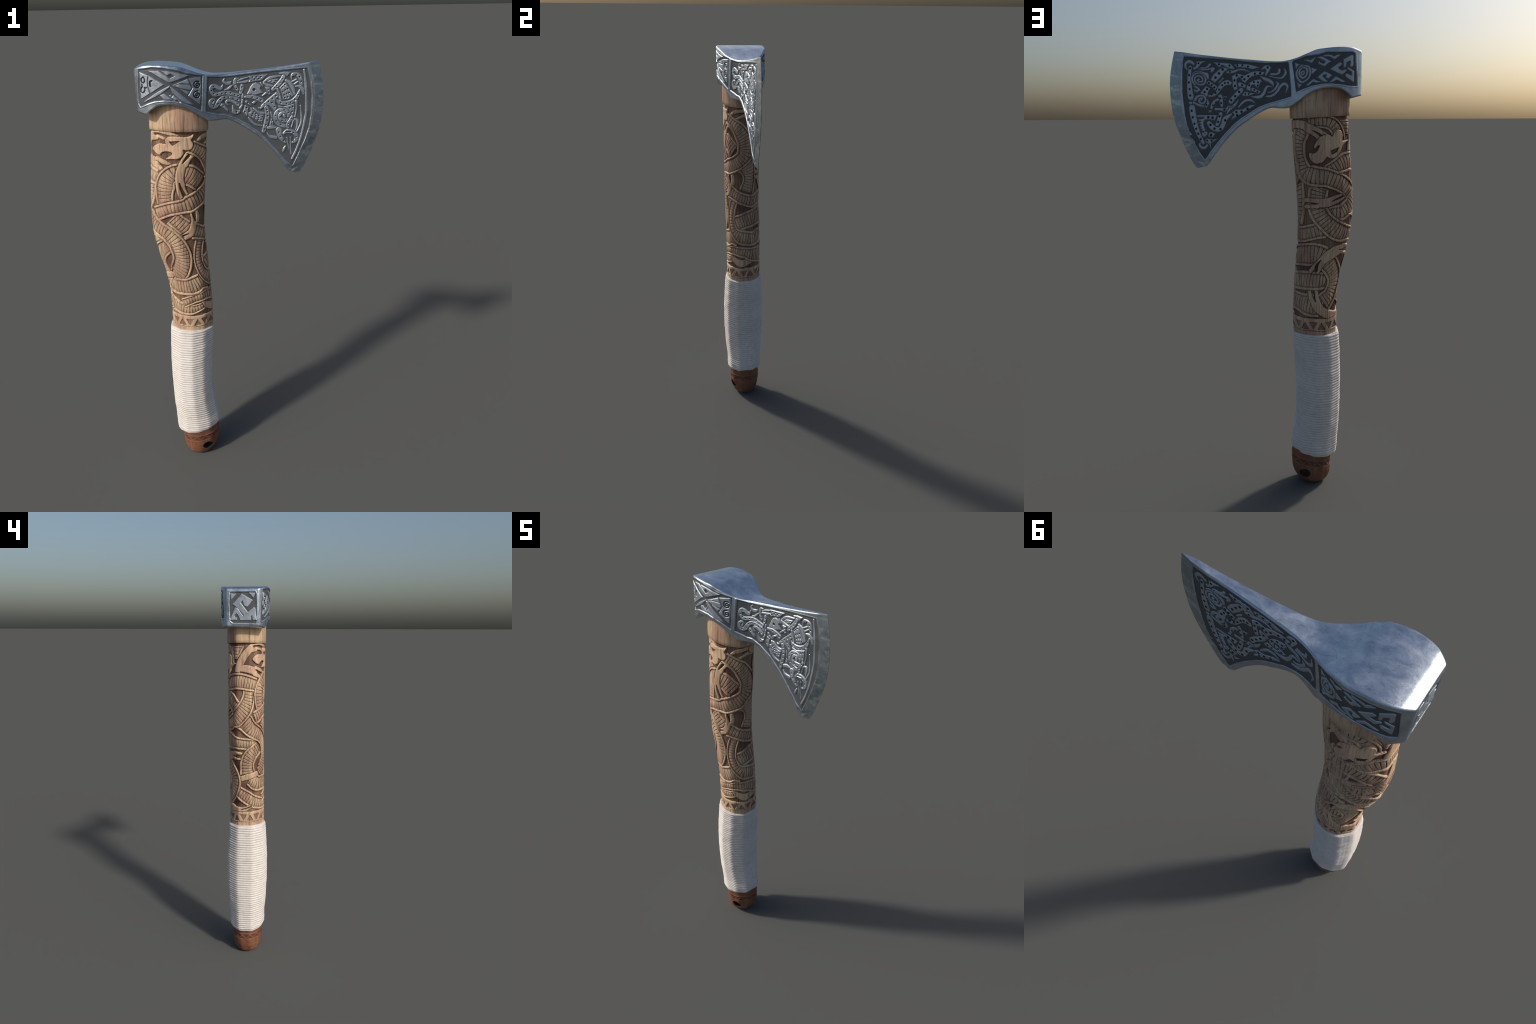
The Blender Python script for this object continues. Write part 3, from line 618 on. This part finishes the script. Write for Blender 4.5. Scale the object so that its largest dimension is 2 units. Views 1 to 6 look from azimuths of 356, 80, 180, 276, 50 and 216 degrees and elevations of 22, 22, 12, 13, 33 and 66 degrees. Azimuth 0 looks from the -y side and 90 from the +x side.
def to_mm(pts):
    p = np.array(pts, float)
    p[:, 0] = np.radians(p[:, 0]) * R_METRIC
    return p


def span(p, pad):
    a = np.degrees((p[:, 0].min() - pad) / R_METRIC), np.degrees((p[:, 0].max() + pad) / R_METRIC)
    return (*a, p[:, 1].min() - pad, p[:, 1].max() + pad)


def moat(ix, q, ok, width=4.5):
    """Undercut whatever lies beside an overlying piece (q = distance inside it)."""
    m = ok & (q < 0) & (q > -width)
    h, c = Hh[ix], CLS[ix]
    low = GROUND + 0.8 + (-q / width) * 4.5
    h[m] = np.minimum(h, low)[m]
    c[m & (q > -2.4)] = 3  # paints a shade line along the overlying edge
    Hh[ix], CLS[ix] = h, c


def paint(ix, m, h, cls, pid):
    a = Hh[ix]; a[m] = h[m]; Hh[ix] = a
    b = CLS[ix]; b[m] = cls[m]; CLS[ix] = b
    p = PID[ix]; p[m] = pid; PID[ix] = p


RIM, PITCH = 10.2, 15.5


def carve_band(pts, pid):
    """Serpent body: two raised rims with a domed, cross-ribbed belly between them."""
    c = catmull(to_mm(pts), 5.0)
    wmax = c[:, 2].max()
    for ix, sh in windows(*span(c, wmax + 8)):
        X, Y = local(ix, sh)
        d, w, s, end = stroke_field(X, Y, c)
        q = w - d
        rim = np.minimum(RIM, 0.3 * w)
        e = np.clip(q / rim, 0, 1)
        body = d / np.maximum(w - rim, 1)
        h_rim = -0.2 - 1.6 * np.abs(2 * e - 1) ** 4
        h_body = -0.5 - 4.8 * np.clip(body, 0, 1) ** 2.2
        rib = np.abs((s / PITCH) % 1 - 0.5) * PITCH
        rib_cut = np.exp(-(rib / 1.7) ** 2) * 2.4
        fold = 0.5 * np.cos(((s / PITCH) % 1) * 2 * math.pi) * -1
        h = np.where(q < rim, h_rim, h_body - rib_cut + 0.35 * fold)
        seam = np.exp(-((q - rim - 0.9) / 1.3) ** 2) * 1.6
        h = h - np.where(q > rim - 1.0, seam, 0)
        cls = np.where(q < rim, 1, 2)
        flank_shade = q - rim - np.clip(0.22 * w, 2.5, 7.5) - 1.8 * soft_noise(X, Y, 14, 70 + pid)  # ragged strip of painted shade next to each rim
        cls = np.where((q >= rim) & (flank_shade < 0), 5, cls)
        cls = np.where((q >= rim) & ((rib < 1.25) | (q < rim + 1.6)), 3, cls)  # painted groove shade on rib cuts and rim seams
        inside = (q > 0) & ~end
        moat(ix, q, ~end)
        paint(ix, inside, h, cls, pid)


def carve_tendril(strokes, slits, pid):
    """Plain forked strap with rounded edges, made of overlapping strokes."""
    cs = [catmull(to_mm(st), 4.0) for st in strokes]
    allp = np.vstack(cs)
    for ix, sh in windows(*span(allp, allp[:, 2].max() + 8)):
        X, Y = local(ix, sh)
        q = np.full(X.shape, -1e9)
        for c in cs:
            d, w, s, end = stroke_field(X, Y, c)
            q = np.maximum(q, w - d)
        h = -3.0 + 3.0 * (1 - (1 - np.clip(q / 6.0, 0, 1)) ** 2) + 0.25 * soft_noise(X, Y * 0.25, 14, pid)
        cls = np.ones(q.shape, int)
        for st in slits:                              # dark splits between the prongs
            d, w, s, end = stroke_field(X, Y, catmull(to_mm(st), 4.0))
            h = np.where(w - d > -1.2, np.minimum(h, GROUND + 0.6 + 5 * np.clip((d - w + 1.0) / 2.2, 0, 1)), h)
            cls = np.where(w - d > -0.6, 3, cls)
        moat(ix, q, np.ones(q.shape, bool))
        paint(ix, q > 0, h, cls, pid)


def carve_head(outline, eye, pid):
    """Flat beast head with a slit eye, standing proud of everything else."""
    o = catmull(to_mm(outline), 2.0, closed=True)
    o = 0.5 * o + 0.5 * np.vstack([o[1:], o[:1]])
    ey = to_mm(eye)
    for ix, sh in windows(*span(o, 12)):
        X, Y = local(ix, sh)
        q = -poly_sdf(X, Y, o)
        qe = poly_sdf(X, Y, ey)
        h = -2.2 + 3.4 * smooth(q / 3.2) + 0.3 * soft_noise(X, Y * 0.3, 16, pid)
        h = np.where(qe < 0, -4.0, h)
        cls = np.where(qe < 1.0, 3, 6)
        cls = np.where(qe < -2.5, 0, cls)
        moat(ix, q, np.ones(q.shape, bool), 5.5)
        paint(ix, q > 0, h, cls, pid)


for i, item in enumerate(CARVING, start=1):
    if item[0] == 'band':
        carve_band(item[1], i)
        KIND[i] = 'serpent_body'
    elif item[0] == 'tendril':
        carve_tendril(item[1], item[2], i)
        KIND[i] = 'tendril'
    else:
        carve_head(item[1], item[2], i)
        KIND[i] = 'serpent_head'

# border of alternating triangles just above the grip: 8 repeats round the haft
BORDER = len(CARVING) + 1
KIND[BORDER] = 'triangle_border'
wav = 2.5 * np.sin(np.radians(TH) * 2 + 0.4) + 1.0 * np.sin(np.radians(TH) * 5)
zb = ZZ - wav
low, high = 784.0, 840.0
m = (zb < high) & (zb > low)
tri_h = 37.0
mid = 807.0
u = ((TH - 38.0) / 22.5 + 0.5)
k = np.floor(u).astype(int) % 2                     # 0: pointing down, 1: pointing up
fu = np.abs((u % 1) - 0.5) * 22.5 * math.pi / 180 * 98
along = np.where(k == 0, (zb - (mid - tri_h / 2)), ((mid + tri_h / 2) - zb))
qtri = np.minimum((along * 0.60 - fu) * 0.86, tri_h - along)
moat(np.ix_(range(NZ), range(NT)), np.minimum(high - zb, zb - low), np.ones(TH.shape, bool), 3)
hb = -1.6 + 0.9 * (1 - (1 - np.clip(np.minimum(high - zb, zb - low) / 4, 0, 1)) ** 2)
hb = hb - 3.6 * smooth(qtri / 2.6)
paint(np.ix_(range(NZ), range(NT)), m, hb, np.where(qtri > 2.0, 7, np.where(qtri > 0.9, 3, 1)), BORDER)
m = zb <= low - 2.4
paint(np.ix_(range(NZ), range(NT)), m, np.full(TH.shape, -2.6) + 0.4 * soft_noise(TH * 8, ZZ, 20, 9), np.full(TH.shape, 4), BORDER)

V = tube(np.radians(TH), ZZ, smooth_interp(ZZ, HZ, H_BACK) + 1, smooth_interp(ZZ, HZ, H_FRONT),
         smooth_interp(ZZ, HZ, H_SIDE) + 1.5, Hh + 1.0).reshape(-1, 3)
F = grid_faces(NZ, NT, wrap=True)
N = vertex_normals(V, F)
fc = CLS.reshape(-1)[F[:, 0]]
fp = PID.reshape(-1)[F[:, 0]]
WOODS = [M_WOOD_GROUND, M_WOOD, M_WOOD_BODY, M_WOOD_LINE, M_WOOD_PLAIN, M_WOOD_SHADE, M_WOOD_PALE, M_WOOD_TRIANGLE]
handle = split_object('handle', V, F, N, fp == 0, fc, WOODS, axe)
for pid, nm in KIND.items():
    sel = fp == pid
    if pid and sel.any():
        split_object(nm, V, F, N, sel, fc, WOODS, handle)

# plain collar under the head, a little thicker than the carved haft
ths = np.radians(np.arange(144) * 2.5)
prof = [(1728, -9.0), (1723, -2.0), (1722, 4.5), (1724, 6.6), (1740, 7.0), (1775, 6.6), (1815, 6.0), (1850, 5.0), (1900, -30)]
rows = []
for z, h in prof:
    t2 = ths
    tilt = -6.5 * np.cos(t2) * np.clip((1800 - z) / 80, 0, 1)
    rows.append(tube(t2, z + tilt, np.interp(z, HZ, H_BACK), np.interp(z, HZ, H_FRONT), np.interp(z, HZ, H_SIDE),
                     h + (0.5 * np.sin(7 * t2) if h > 0 else 0)))
Vc = np.vstack(rows)
Fcq = grid_faces(len(prof), len(ths), wrap=True)
make_object('collar', Vc, Fcq, [M_WOOD_PLAIN], axe)

# ============================================================= CORD GRIP ===
GZ = np.array([120, 150, 178, 196, 218, 248, 327, 437, 572, 666, 750, 766.])
G_BACK = np.array([-318, -324, -328, -329, -330, -331, -336, -339, -339, -335, -330, -328.])
G_FRONT = np.array([-126, -122, -120, -116.5, -115, -122, -134.5, -139, -134, -126, -121, -122.])
G_SIDE = np.array([95, 96, 97, 97.5, 98, 99, 106, 112, 112.5, 108.5, 102.5, 101.5])
NTC, NZC = 216, 420
tc = np.arange(NTC) * 2 * math.pi / NTC
vv = np.linspace(0, 1, NZC)
TT, VVv = np.meshgrid(tc, vv)
zlow = 155 + 15 * np.cos(TT)
zhigh = 763 - 1.5 * np.cos(TT) + 2.0 * np.sin(2 * TT)
Zc = zlow + (zhigh - zlow) * VVv
pitch = 12.8
ph = (Zc - 3.5 * np.cos(TT) + TT / (2 * math.pi) * pitch
      + 1.2 * soft_noise(TT * 100, Zc, 160, 21)) / pitch
fr = ph - np.floor(ph)
turn = np.floor(ph)
rnd = np.sin(turn * 12.9898 + 4.1) * 43758.5453
rnd = rnd - np.floor(rnd)
hc = 4.2 * np.sqrt(np.clip(1 - (2 * fr - 1) ** 2, 0.0, 1)) - 4.2 + 0.6 * (rnd - 0.5)
hc += 0.16 * np.sin((TT * 100 / 2.6 + fr * 3.0) * 1.0)             # twist of the strands
hc += 1.0 * soft_noise(TT * 100, Zc, 90, 22) + 1.3
dl, dh = Zc - zlow, zhigh - Zc
hc -= 15 * np.clip(1 - dl / 24, 0, 1) ** 2.2                         # rolled-in lower lip
hc -= 3.0 * np.clip(1 - dh / 9, 0, 1) ** 2
hc += 0.8 * np.exp(-(dl / 40) ** 2) * np.sin(dl / 3.4)
si = lambda tab: np.interp(Zc, GZ, tab)
Vg = tube(TT, Zc, si(G_BACK), si(G_FRONT), si(G_SIDE), hc)
lip_top = tube(tc, zhigh[0] - 1.0, np.interp(760, GZ, G_BACK), np.interp(760, GZ, G_FRONT), np.interp(760, GZ, G_SIDE), -16 + 0 * tc)
lip_mid = tube(tc, zhigh[0] + 0.5, np.interp(760, GZ, G_BACK), np.interp(760, GZ, G_FRONT), np.interp(760, GZ, G_SIDE), -6.5 + 0 * tc)
lip_bot = tube(tc, zlow[0] + 8.0, np.interp(165, GZ, G_BACK), np.interp(165, GZ, G_FRONT), np.interp(165, GZ, G_SIDE), -28 + 0 * tc)
Vg = np.vstack([lip_bot, Vg.reshape(-1, 3), lip_mid, lip_top])
cord = make_object('cord_wrap', Vg, grid_faces(NZC + 3, NTC, wrap=True), [M_CORD], axe)

# =============================================================== END CAP ===
CZ = np.array([0, 3, 9, 23, 49, 75, 93, 130, 230.])
C_BACK = np.array([-262, -272, -281, -290, -300, -302, -302, -303, -305.])
C_FRONT = np.array([-178, -167, -157, -146, -130, -121, -118.5, -118, -120.])
C_SIDE = np.array([40, 50, 59, 69, 78, 82.5, 83.5, 84, 84.])
NTK = 240
tk = np.arange(NTK) * 2 * math.pi / NTK
zk = np.concatenate([[0], np.linspace(0.6, 60, 44), np.linspace(61.5, 160, 66), [200, 228]])
TK, ZK = np.meshgrid(tk, zk)
zt = ZK - 13 * np.cos(TK)                                            # ring follows the slanting grip
per = 12
uu = (TK / (2 * math.pi) * per) % 1
zig = np.abs(uu - 0.5) * 2
line_z = 102 + 26 * (1 - zig)
dz = np.abs(zt - line_z) * 0.62
ridge = np.exp(-(dz / 2.6) ** 2) * 2.2
ridge = np.maximum(ridge * ((zt > 98) & (zt < 133)), np.exp(-((zt - 132) / 2.8) ** 2) * 2.2)
ridge = np.maximum(ridge, np.exp(-((zt - 102) / 2.2) ** 2) * 0.9 * (zig < 0.99))
inside = (zt > 102) & (zt < 131)
hk = np.where(inside, -1.8, 0) + ridge - 0.4 + 0.8 * soft_noise(TK * 90, ZK, 60, 31)
hk[0] = -10
kc = lambda tab: np.interp(ZK, CZ, tab)
Vk = tube(TK, ZK, kc(C_BACK), kc(C_FRONT), kc(C_SIDE), hk, 0.7)
Vk[..., 2] = np.maximum(Vk[..., 2], 0)
Vk = Vk.reshape(-1, 3)
Fk = grid_faces(len(zk), NTK, wrap=True)
fmk = (inside & (ridge < 0.7)).reshape(-1)[Fk[:, 0]].astype(int)
cap = make_object('end_cap', Vk, Fk, [M_CAP, M_CAP_DARK], axe, fmk)
# close both ends
import bmesh
bm = bmesh.new()
bm.from_mesh(cap.data)
bm.edges.ensure_lookup_table()
bmesh.ops.holes_fill(bm, edges=[e for e in bm.edges if e.is_boundary], sides=0)
for f in bm.faces:
    f.smooth = True
bm.to_mesh(cap.data)
bm.free()
# lanyard bore, straight through from side to side
bm = bmesh.new()
bmesh.ops.create_cone(bm, cap_ends=True, segments=40, radius1=0.0235, radius2=0.0235, depth=0.5)
for v in bm.verts:
    x, y, z = v.co
    v.co = (x * 1.08 - 0.178, z, y + 0.066)
cut_me = bpy.data.meshes.new('bore_cutter')
bmesh.ops.recalc_face_normals(bm, faces=bm.faces[:])
bm.to_mesh(cut_me)
bm.free()
cut_me.materials.append(M_HOLE)
cutter = bpy.data.objects.new('bore_cutter', cut_me)
bpy.context.scene.collection.objects.link(cutter)
cap.data.materials.append(M_HOLE)
mod = cap.modifiers.new('bore', 'BOOLEAN')
mod.object = cutter
mod.operation = 'DIFFERENCE'
mod.solver = 'EXACT'
mod.material_mode = 'TRANSFER'
bpy.context.view_layer.update()
dg = bpy.context.evaluated_depsgraph_get()
new = bpy.data.meshes.new_from_object(cap.evaluated_get(dg))
cap.modifiers.clear()
cap.data = new
bpy.data.objects.remove(cutter)

# ============================================================== AXE HEAD ===
TOP = [(-401, 183), (-397, 187.5), (-379, 193.5), (-362, 197.5), (-328, 200), (-287, 198.5), (-250, 195), (-214, 190), (-172, 175), (-140, 163),
       (-107, 154), (-80, 150.5), (-50, 150.5), (0, 153.5), (60, 159), (119, 164), (200, 172.5), (280, 181.5), (344, 190.5), (380, 195)]
BOTTOM = [(-402, 9), (-381, 4), (-362, 0.5), (-341, 18), (-310, 36), (-274, 40), (-243, 38), (-206, 27), (-173, 9), (-135, -18),
          (-107, -37), (-85, -40), (-60, -39.5), (-21, -39), (28, -62), (74, -92), (120, -125), (180, -187), (224, -245), (248, -278), (268, -286.5), (295, -293.5)]
EDGE = [(295, -293.5), (304, -288), (322, -258), (344, -211), (369, -151), (390, -86), (401, -20), (403.5, 61), (396, 125), (380, 195)]
TX = np.array([-402, -397, -390, -380, -362, -340, -320, -290, -260, -215, -174, -150, -120, -106, -80, -50, -20, 20, 90, 180, 274, 340, 410.])
TY = np.array([78, 84, 90, 97, 107, 114, 118, 121.5, 122, 117, 102, 92, 76, 70, 57, 45.5, 38, 32.5, 26, 19.3, 13.4, 9.2, 8.5])
SPLIT = 0.37
NS, NR = 660, 330
sv = np.linspace(0, 1, NS)
tv = np.linspace(0, 1, NR)


def two_part(pts, ik):
    a = curve_at(pts[:ik + 1], np.clip(sv / SPLIT, 0, 1))
    b = curve_at(pts[ik:], np.clip((sv - SPLIT) / (1 - SPLIT), 0, 1))
    return np.where((sv < SPLIT)[:, None], a, b)


top_c = two_part(TOP, 10)
bot_c = two_part(BOTTOM, 10)
edge_c = curve_at(EDGE, tv)
lin_e = edge_c[0] + (edge_c[-1] - edge_c[0]) * tv[:, None]
bend = np.clip((sv - SPLIT) / (1 - SPLIT), 0, 1) ** 1.6
P = (bot_c[None] * (1 - tv)[:, None, None] + top_c[None] * tv[:, None, None]
     + bend[None, :, None] * (edge_c - lin_e)[:, None, :])
X, Zr = P[..., 0], P[..., 1]                         # rows t (bottom->top), columns s
edge_line = np.column_stack([catmull(EDGE, 6.0), np.zeros(len(catmull(EDGE, 6.0)))])
d_edge = stroke_field(X, Zr, edge_line)[0]


def soft_t(x):
    acc = 0
    for o in (-6, -3, 0, 3, 6):
        acc = acc + np.interp(x + o, TX, TY)
    return np.where(x < -385, np.interp(x, TX, TY), acc / 5)


taper = 0.9 + d_edge * 0.21
# the heel stays blunt almost to its corner
taper = np.maximum(taper, 9.0 * smooth((-215 - Zr) / 75) * smooth((d_edge - 0.5) / 26))
thick = np.minimum(soft_t(X), taper)
# rounded arrises along the top and bottom outline
row_len = np.concatenate([np.zeros((1, NS)), np.cumsum(np.hypot(np.diff(X, axis=0), np.diff(Zr, axis=0)), axis=0)])
d_out = np.minimum(row_len, row_len[-1] - row_len)
BEV = 7.0
arris = (BEV - np.sqrt(np.clip(BEV ** 2 - np.clip(BEV - d_out, 0, BEV) ** 2, 0, None))) * np.clip((thick - 5) / 20, 0.12, 1) * 0.8

DEPTH = 2.6


def relief(X, Z, panels, figures, seed, grow=0.9):
    """Height, face class and piece id of an engraved face: sunk panels with raised figures."""
    H = 0.35 * soft_noise(X, Z, 55, seed) + 0.12 * soft_noise(X, Z, 18, seed + 1)
    C = np.zeros(X.shape, int)                       # 0 frame, 1 panel ground, 2 figure, 3 dot / groove
    I = np.zeros(X.shape, int)
    for k, pan in enumerate(panels, start=1):
        c = np.array(pan, float)
        m = bbox(X, Z, c, 12)
        q = -poly_sdf(X[m], Z[m], c)
        f = H[m]
        f = f + 0.9 * np.exp(-((q + 3.0) / 2.2) ** 2)
        f = f - DEPTH * smooth((q + 0.5) / 3.2) - 0.5 * np.exp(-((q - 5.0) / 2.5) ** 2)
        H[m] = f
        C[m] = np.where(q > 1.2, 1, C[m])
        I[m] = np.where(q > 1.2, -k, I[m])
    base = H.copy()
    for j, it in enumerate(figures, start=1):
        kind, pts = it[0], it[1]
        dots = it[2] if len(it) > 2 else []
        p = np.array(pts, float)
        pad = 8 + (p[:, 2].max() if p.shape[1] > 2 else 0)
        m = bbox(X, Z, p, pad)
        if not m.any():
            continue
        x, z = X[m], Z[m]
        if kind in 'SN':
            d, w, s, end = stroke_field(x, z, catmull(p, 3.0))
            q = w - d + (0.7 if kind == 'S' else 0)
        else:
            q = -poly_sdf(x, z, p if kind == 'P' else catmull(p, 3.0, closed=True))
            if kind == 'P':
                q = q + grow
        if kind == 'N':
            g = q > -1.0
            h = H[m]
            h = np.minimum(h, np.where(g, base[m] + DEPTH * (1 - smooth((q + 1.5) / 2.6)), 1e9))
            H[m] = h
            c = C[m]; c[q > -0.2] = 3; C[m] = c
            continue
        up = base[m] + (DEPTH + 0.6) * smooth((q + 0.4) / 2.4)
        for (dx, dz) in dots:
            r = it[3]
            e = np.hypot(x - dx, z - dz)
            up = up - DEPTH * 0.9 * smooth((r + 0.8 - e) / 1.8)
        h, c, i = H[m], C[m], I[m]
        on = q > 0
        h = np.where(q > -0.6, np.maximum(up, np.where(on, -99, h)), h)
        gap = (q <= -0.6) & (q > -2.2) & (c == 2)
        h = np.where(gap, np.minimum(h, base[m] + 1.0), h)
        c = np.where(gap, 1, c)
        c = np.where(on, 2, c)
        i = np.where(on, j, i)
        for (dx, dz) in dots:
            c = np.where(on & (np.hypot(x - dx, z - dz) < it[3]), 3, c)
        H[m], C[m], I[m] = h, c, i
    return H, C, I


def bbox(X, Z, p, pad):
    return ((X > p[:, 0].min() - pad) & (X < p[:, 0].max() + pad)
            & (Z > p[:, 1].min() - pad) & (Z < p[:, 1].max() + pad))


STEELS = [M_STEEL, M_PANEL, M_FIG, M_DOT, M_EDGE, M_TOP]
body_V, body_F, body_M, body_N = [], [], [], []
deferred = []


def add_body(V, F, fm, N):
    o = sum(len(v) for v in body_V)
    body_V.append(V); body_F.append(F + o); body_M.append(fm); body_N.append(N)


def engraved_side(sign, panels, figures, seed):
    H, C, I = relief(X, Zr, panels, figures, seed)
    fade = smooth((d_edge - 8) / 20)
    y = thick - arris + H * np.clip(thick / 14, 0.15, 1) * np.where(C == 0, fade, 1)
    V = np.stack([X, sign * y, Zr + 1800], -1).reshape(-1, 3) / 1000
    F = grid_faces(NR, NS)
    if sign > 0:
        F = F[:, ::-1]
    N = vertex_normals(V, F)
    cls = C.reshape(-1)[F[:, 0]]
    pid = I.reshape(-1)[F[:, 0]]
    bev = 46 + 3 * soft_noise(X, Zr, 40, seed + 5) + 2 * soft_noise(X, Zr, 9, seed + 6)
    cls = np.where((cls == 0) & (d_edge < bev).reshape(-1)[F[:, 0]], 4, cls)
    sel = pid == 0
    used, inv = np.unique(F[sel], return_inverse=True)
    add_body(V[used], inv.reshape(-1, 4), cls[sel], N[used])
    for p in np.unique(pid):
        if p:
            nm = 'sunken_panel' if p < 0 else 'raised_figure'
            deferred.append((nm, V, F, N, pid == p, cls))
    return V.reshape(NR, NS, 3)


VF = engraved_side(-1, [FRONT_BLADE_PANEL, FRONT_POLL_PANEL], FRONT_FIGURES, 41)
VB = engraved_side(+1, [BACK_BLADE_PANEL, BACK_POLL_PANEL], BACK_FIGURES, 51)


def bridge(a, b, n, mat, flip):
    """Strip of n quads between two boundary rows a and b."""
    w = np.linspace(0, 1, n + 1)[:, None, None]
    V = (a[None] * (1 - w) + b[None] * w)
    F = grid_faces(n + 1, a.shape[0])
    if flip:
        F = F[:, ::-1]
    V = V.reshape(-1, 3)
    add_body(V, F, np.full(len(F), mat), vertex_normals(V, F))


bridge(VF[-1], VB[-1], 12, 5, False)                 # top
bridge(VF[0], VB[0], 12, 0, True)                    # underside
bridge(VF[:, -1], VB[:, -1], 1, 4, True)             # cutting edge

# square end of the poll, with its own engraved panel
NE = 150
wv = np.linspace(0, 1, NE)
A, B = VF[:, 0] * 1000, VB[:, 0] * 1000
G = A[:, None] * (1 - wv)[None, :, None] + B[:, None] * wv[None, :, None]
He, Ce, Ie = relief(G[..., 1], G[..., 2] - 1800, [END_PANEL], END_FIGURES, 61, 2.4)
rim_e = np.minimum(np.minimum(wv, 1 - wv)[None] * 160, np.minimum(row_len[:, :1], (row_len[-1] - row_len)[:, :1]))
G[..., 0] -= (He + 0.8 * smooth(rim_e / 5) ) * smooth(rim_e / 4)
Ve = G.reshape(-1, 3) / 1000
Fe = grid_faces(NR, NE)[:, ::-1]
Ne = vertex_normals(Ve, Fe)
ce, ie = Ce.reshape(-1)[Fe[:, 0]], Ie.reshape(-1)[Fe[:, 0]]
sel = ie == 0
used, inv = np.unique(Fe[sel], return_inverse=True)
add_body(Ve[used], inv.reshape(-1, 4), ce[sel], Ne[used])
for p in np.unique(ie):
    if p:
        deferred.append(('sunken_panel' if p < 0 else 'raised_figure', Ve, Fe, Ne, ie == p, ce))

head = make_object('axe_head', np.vstack(body_V), np.vstack(body_F), STEELS, axe,
                   np.concatenate(body_M), np.vstack(body_N))
for nm, V, F, N, sel, cls in deferred:
    split_object(nm, V, F, N, sel, cls, STEELS, head)
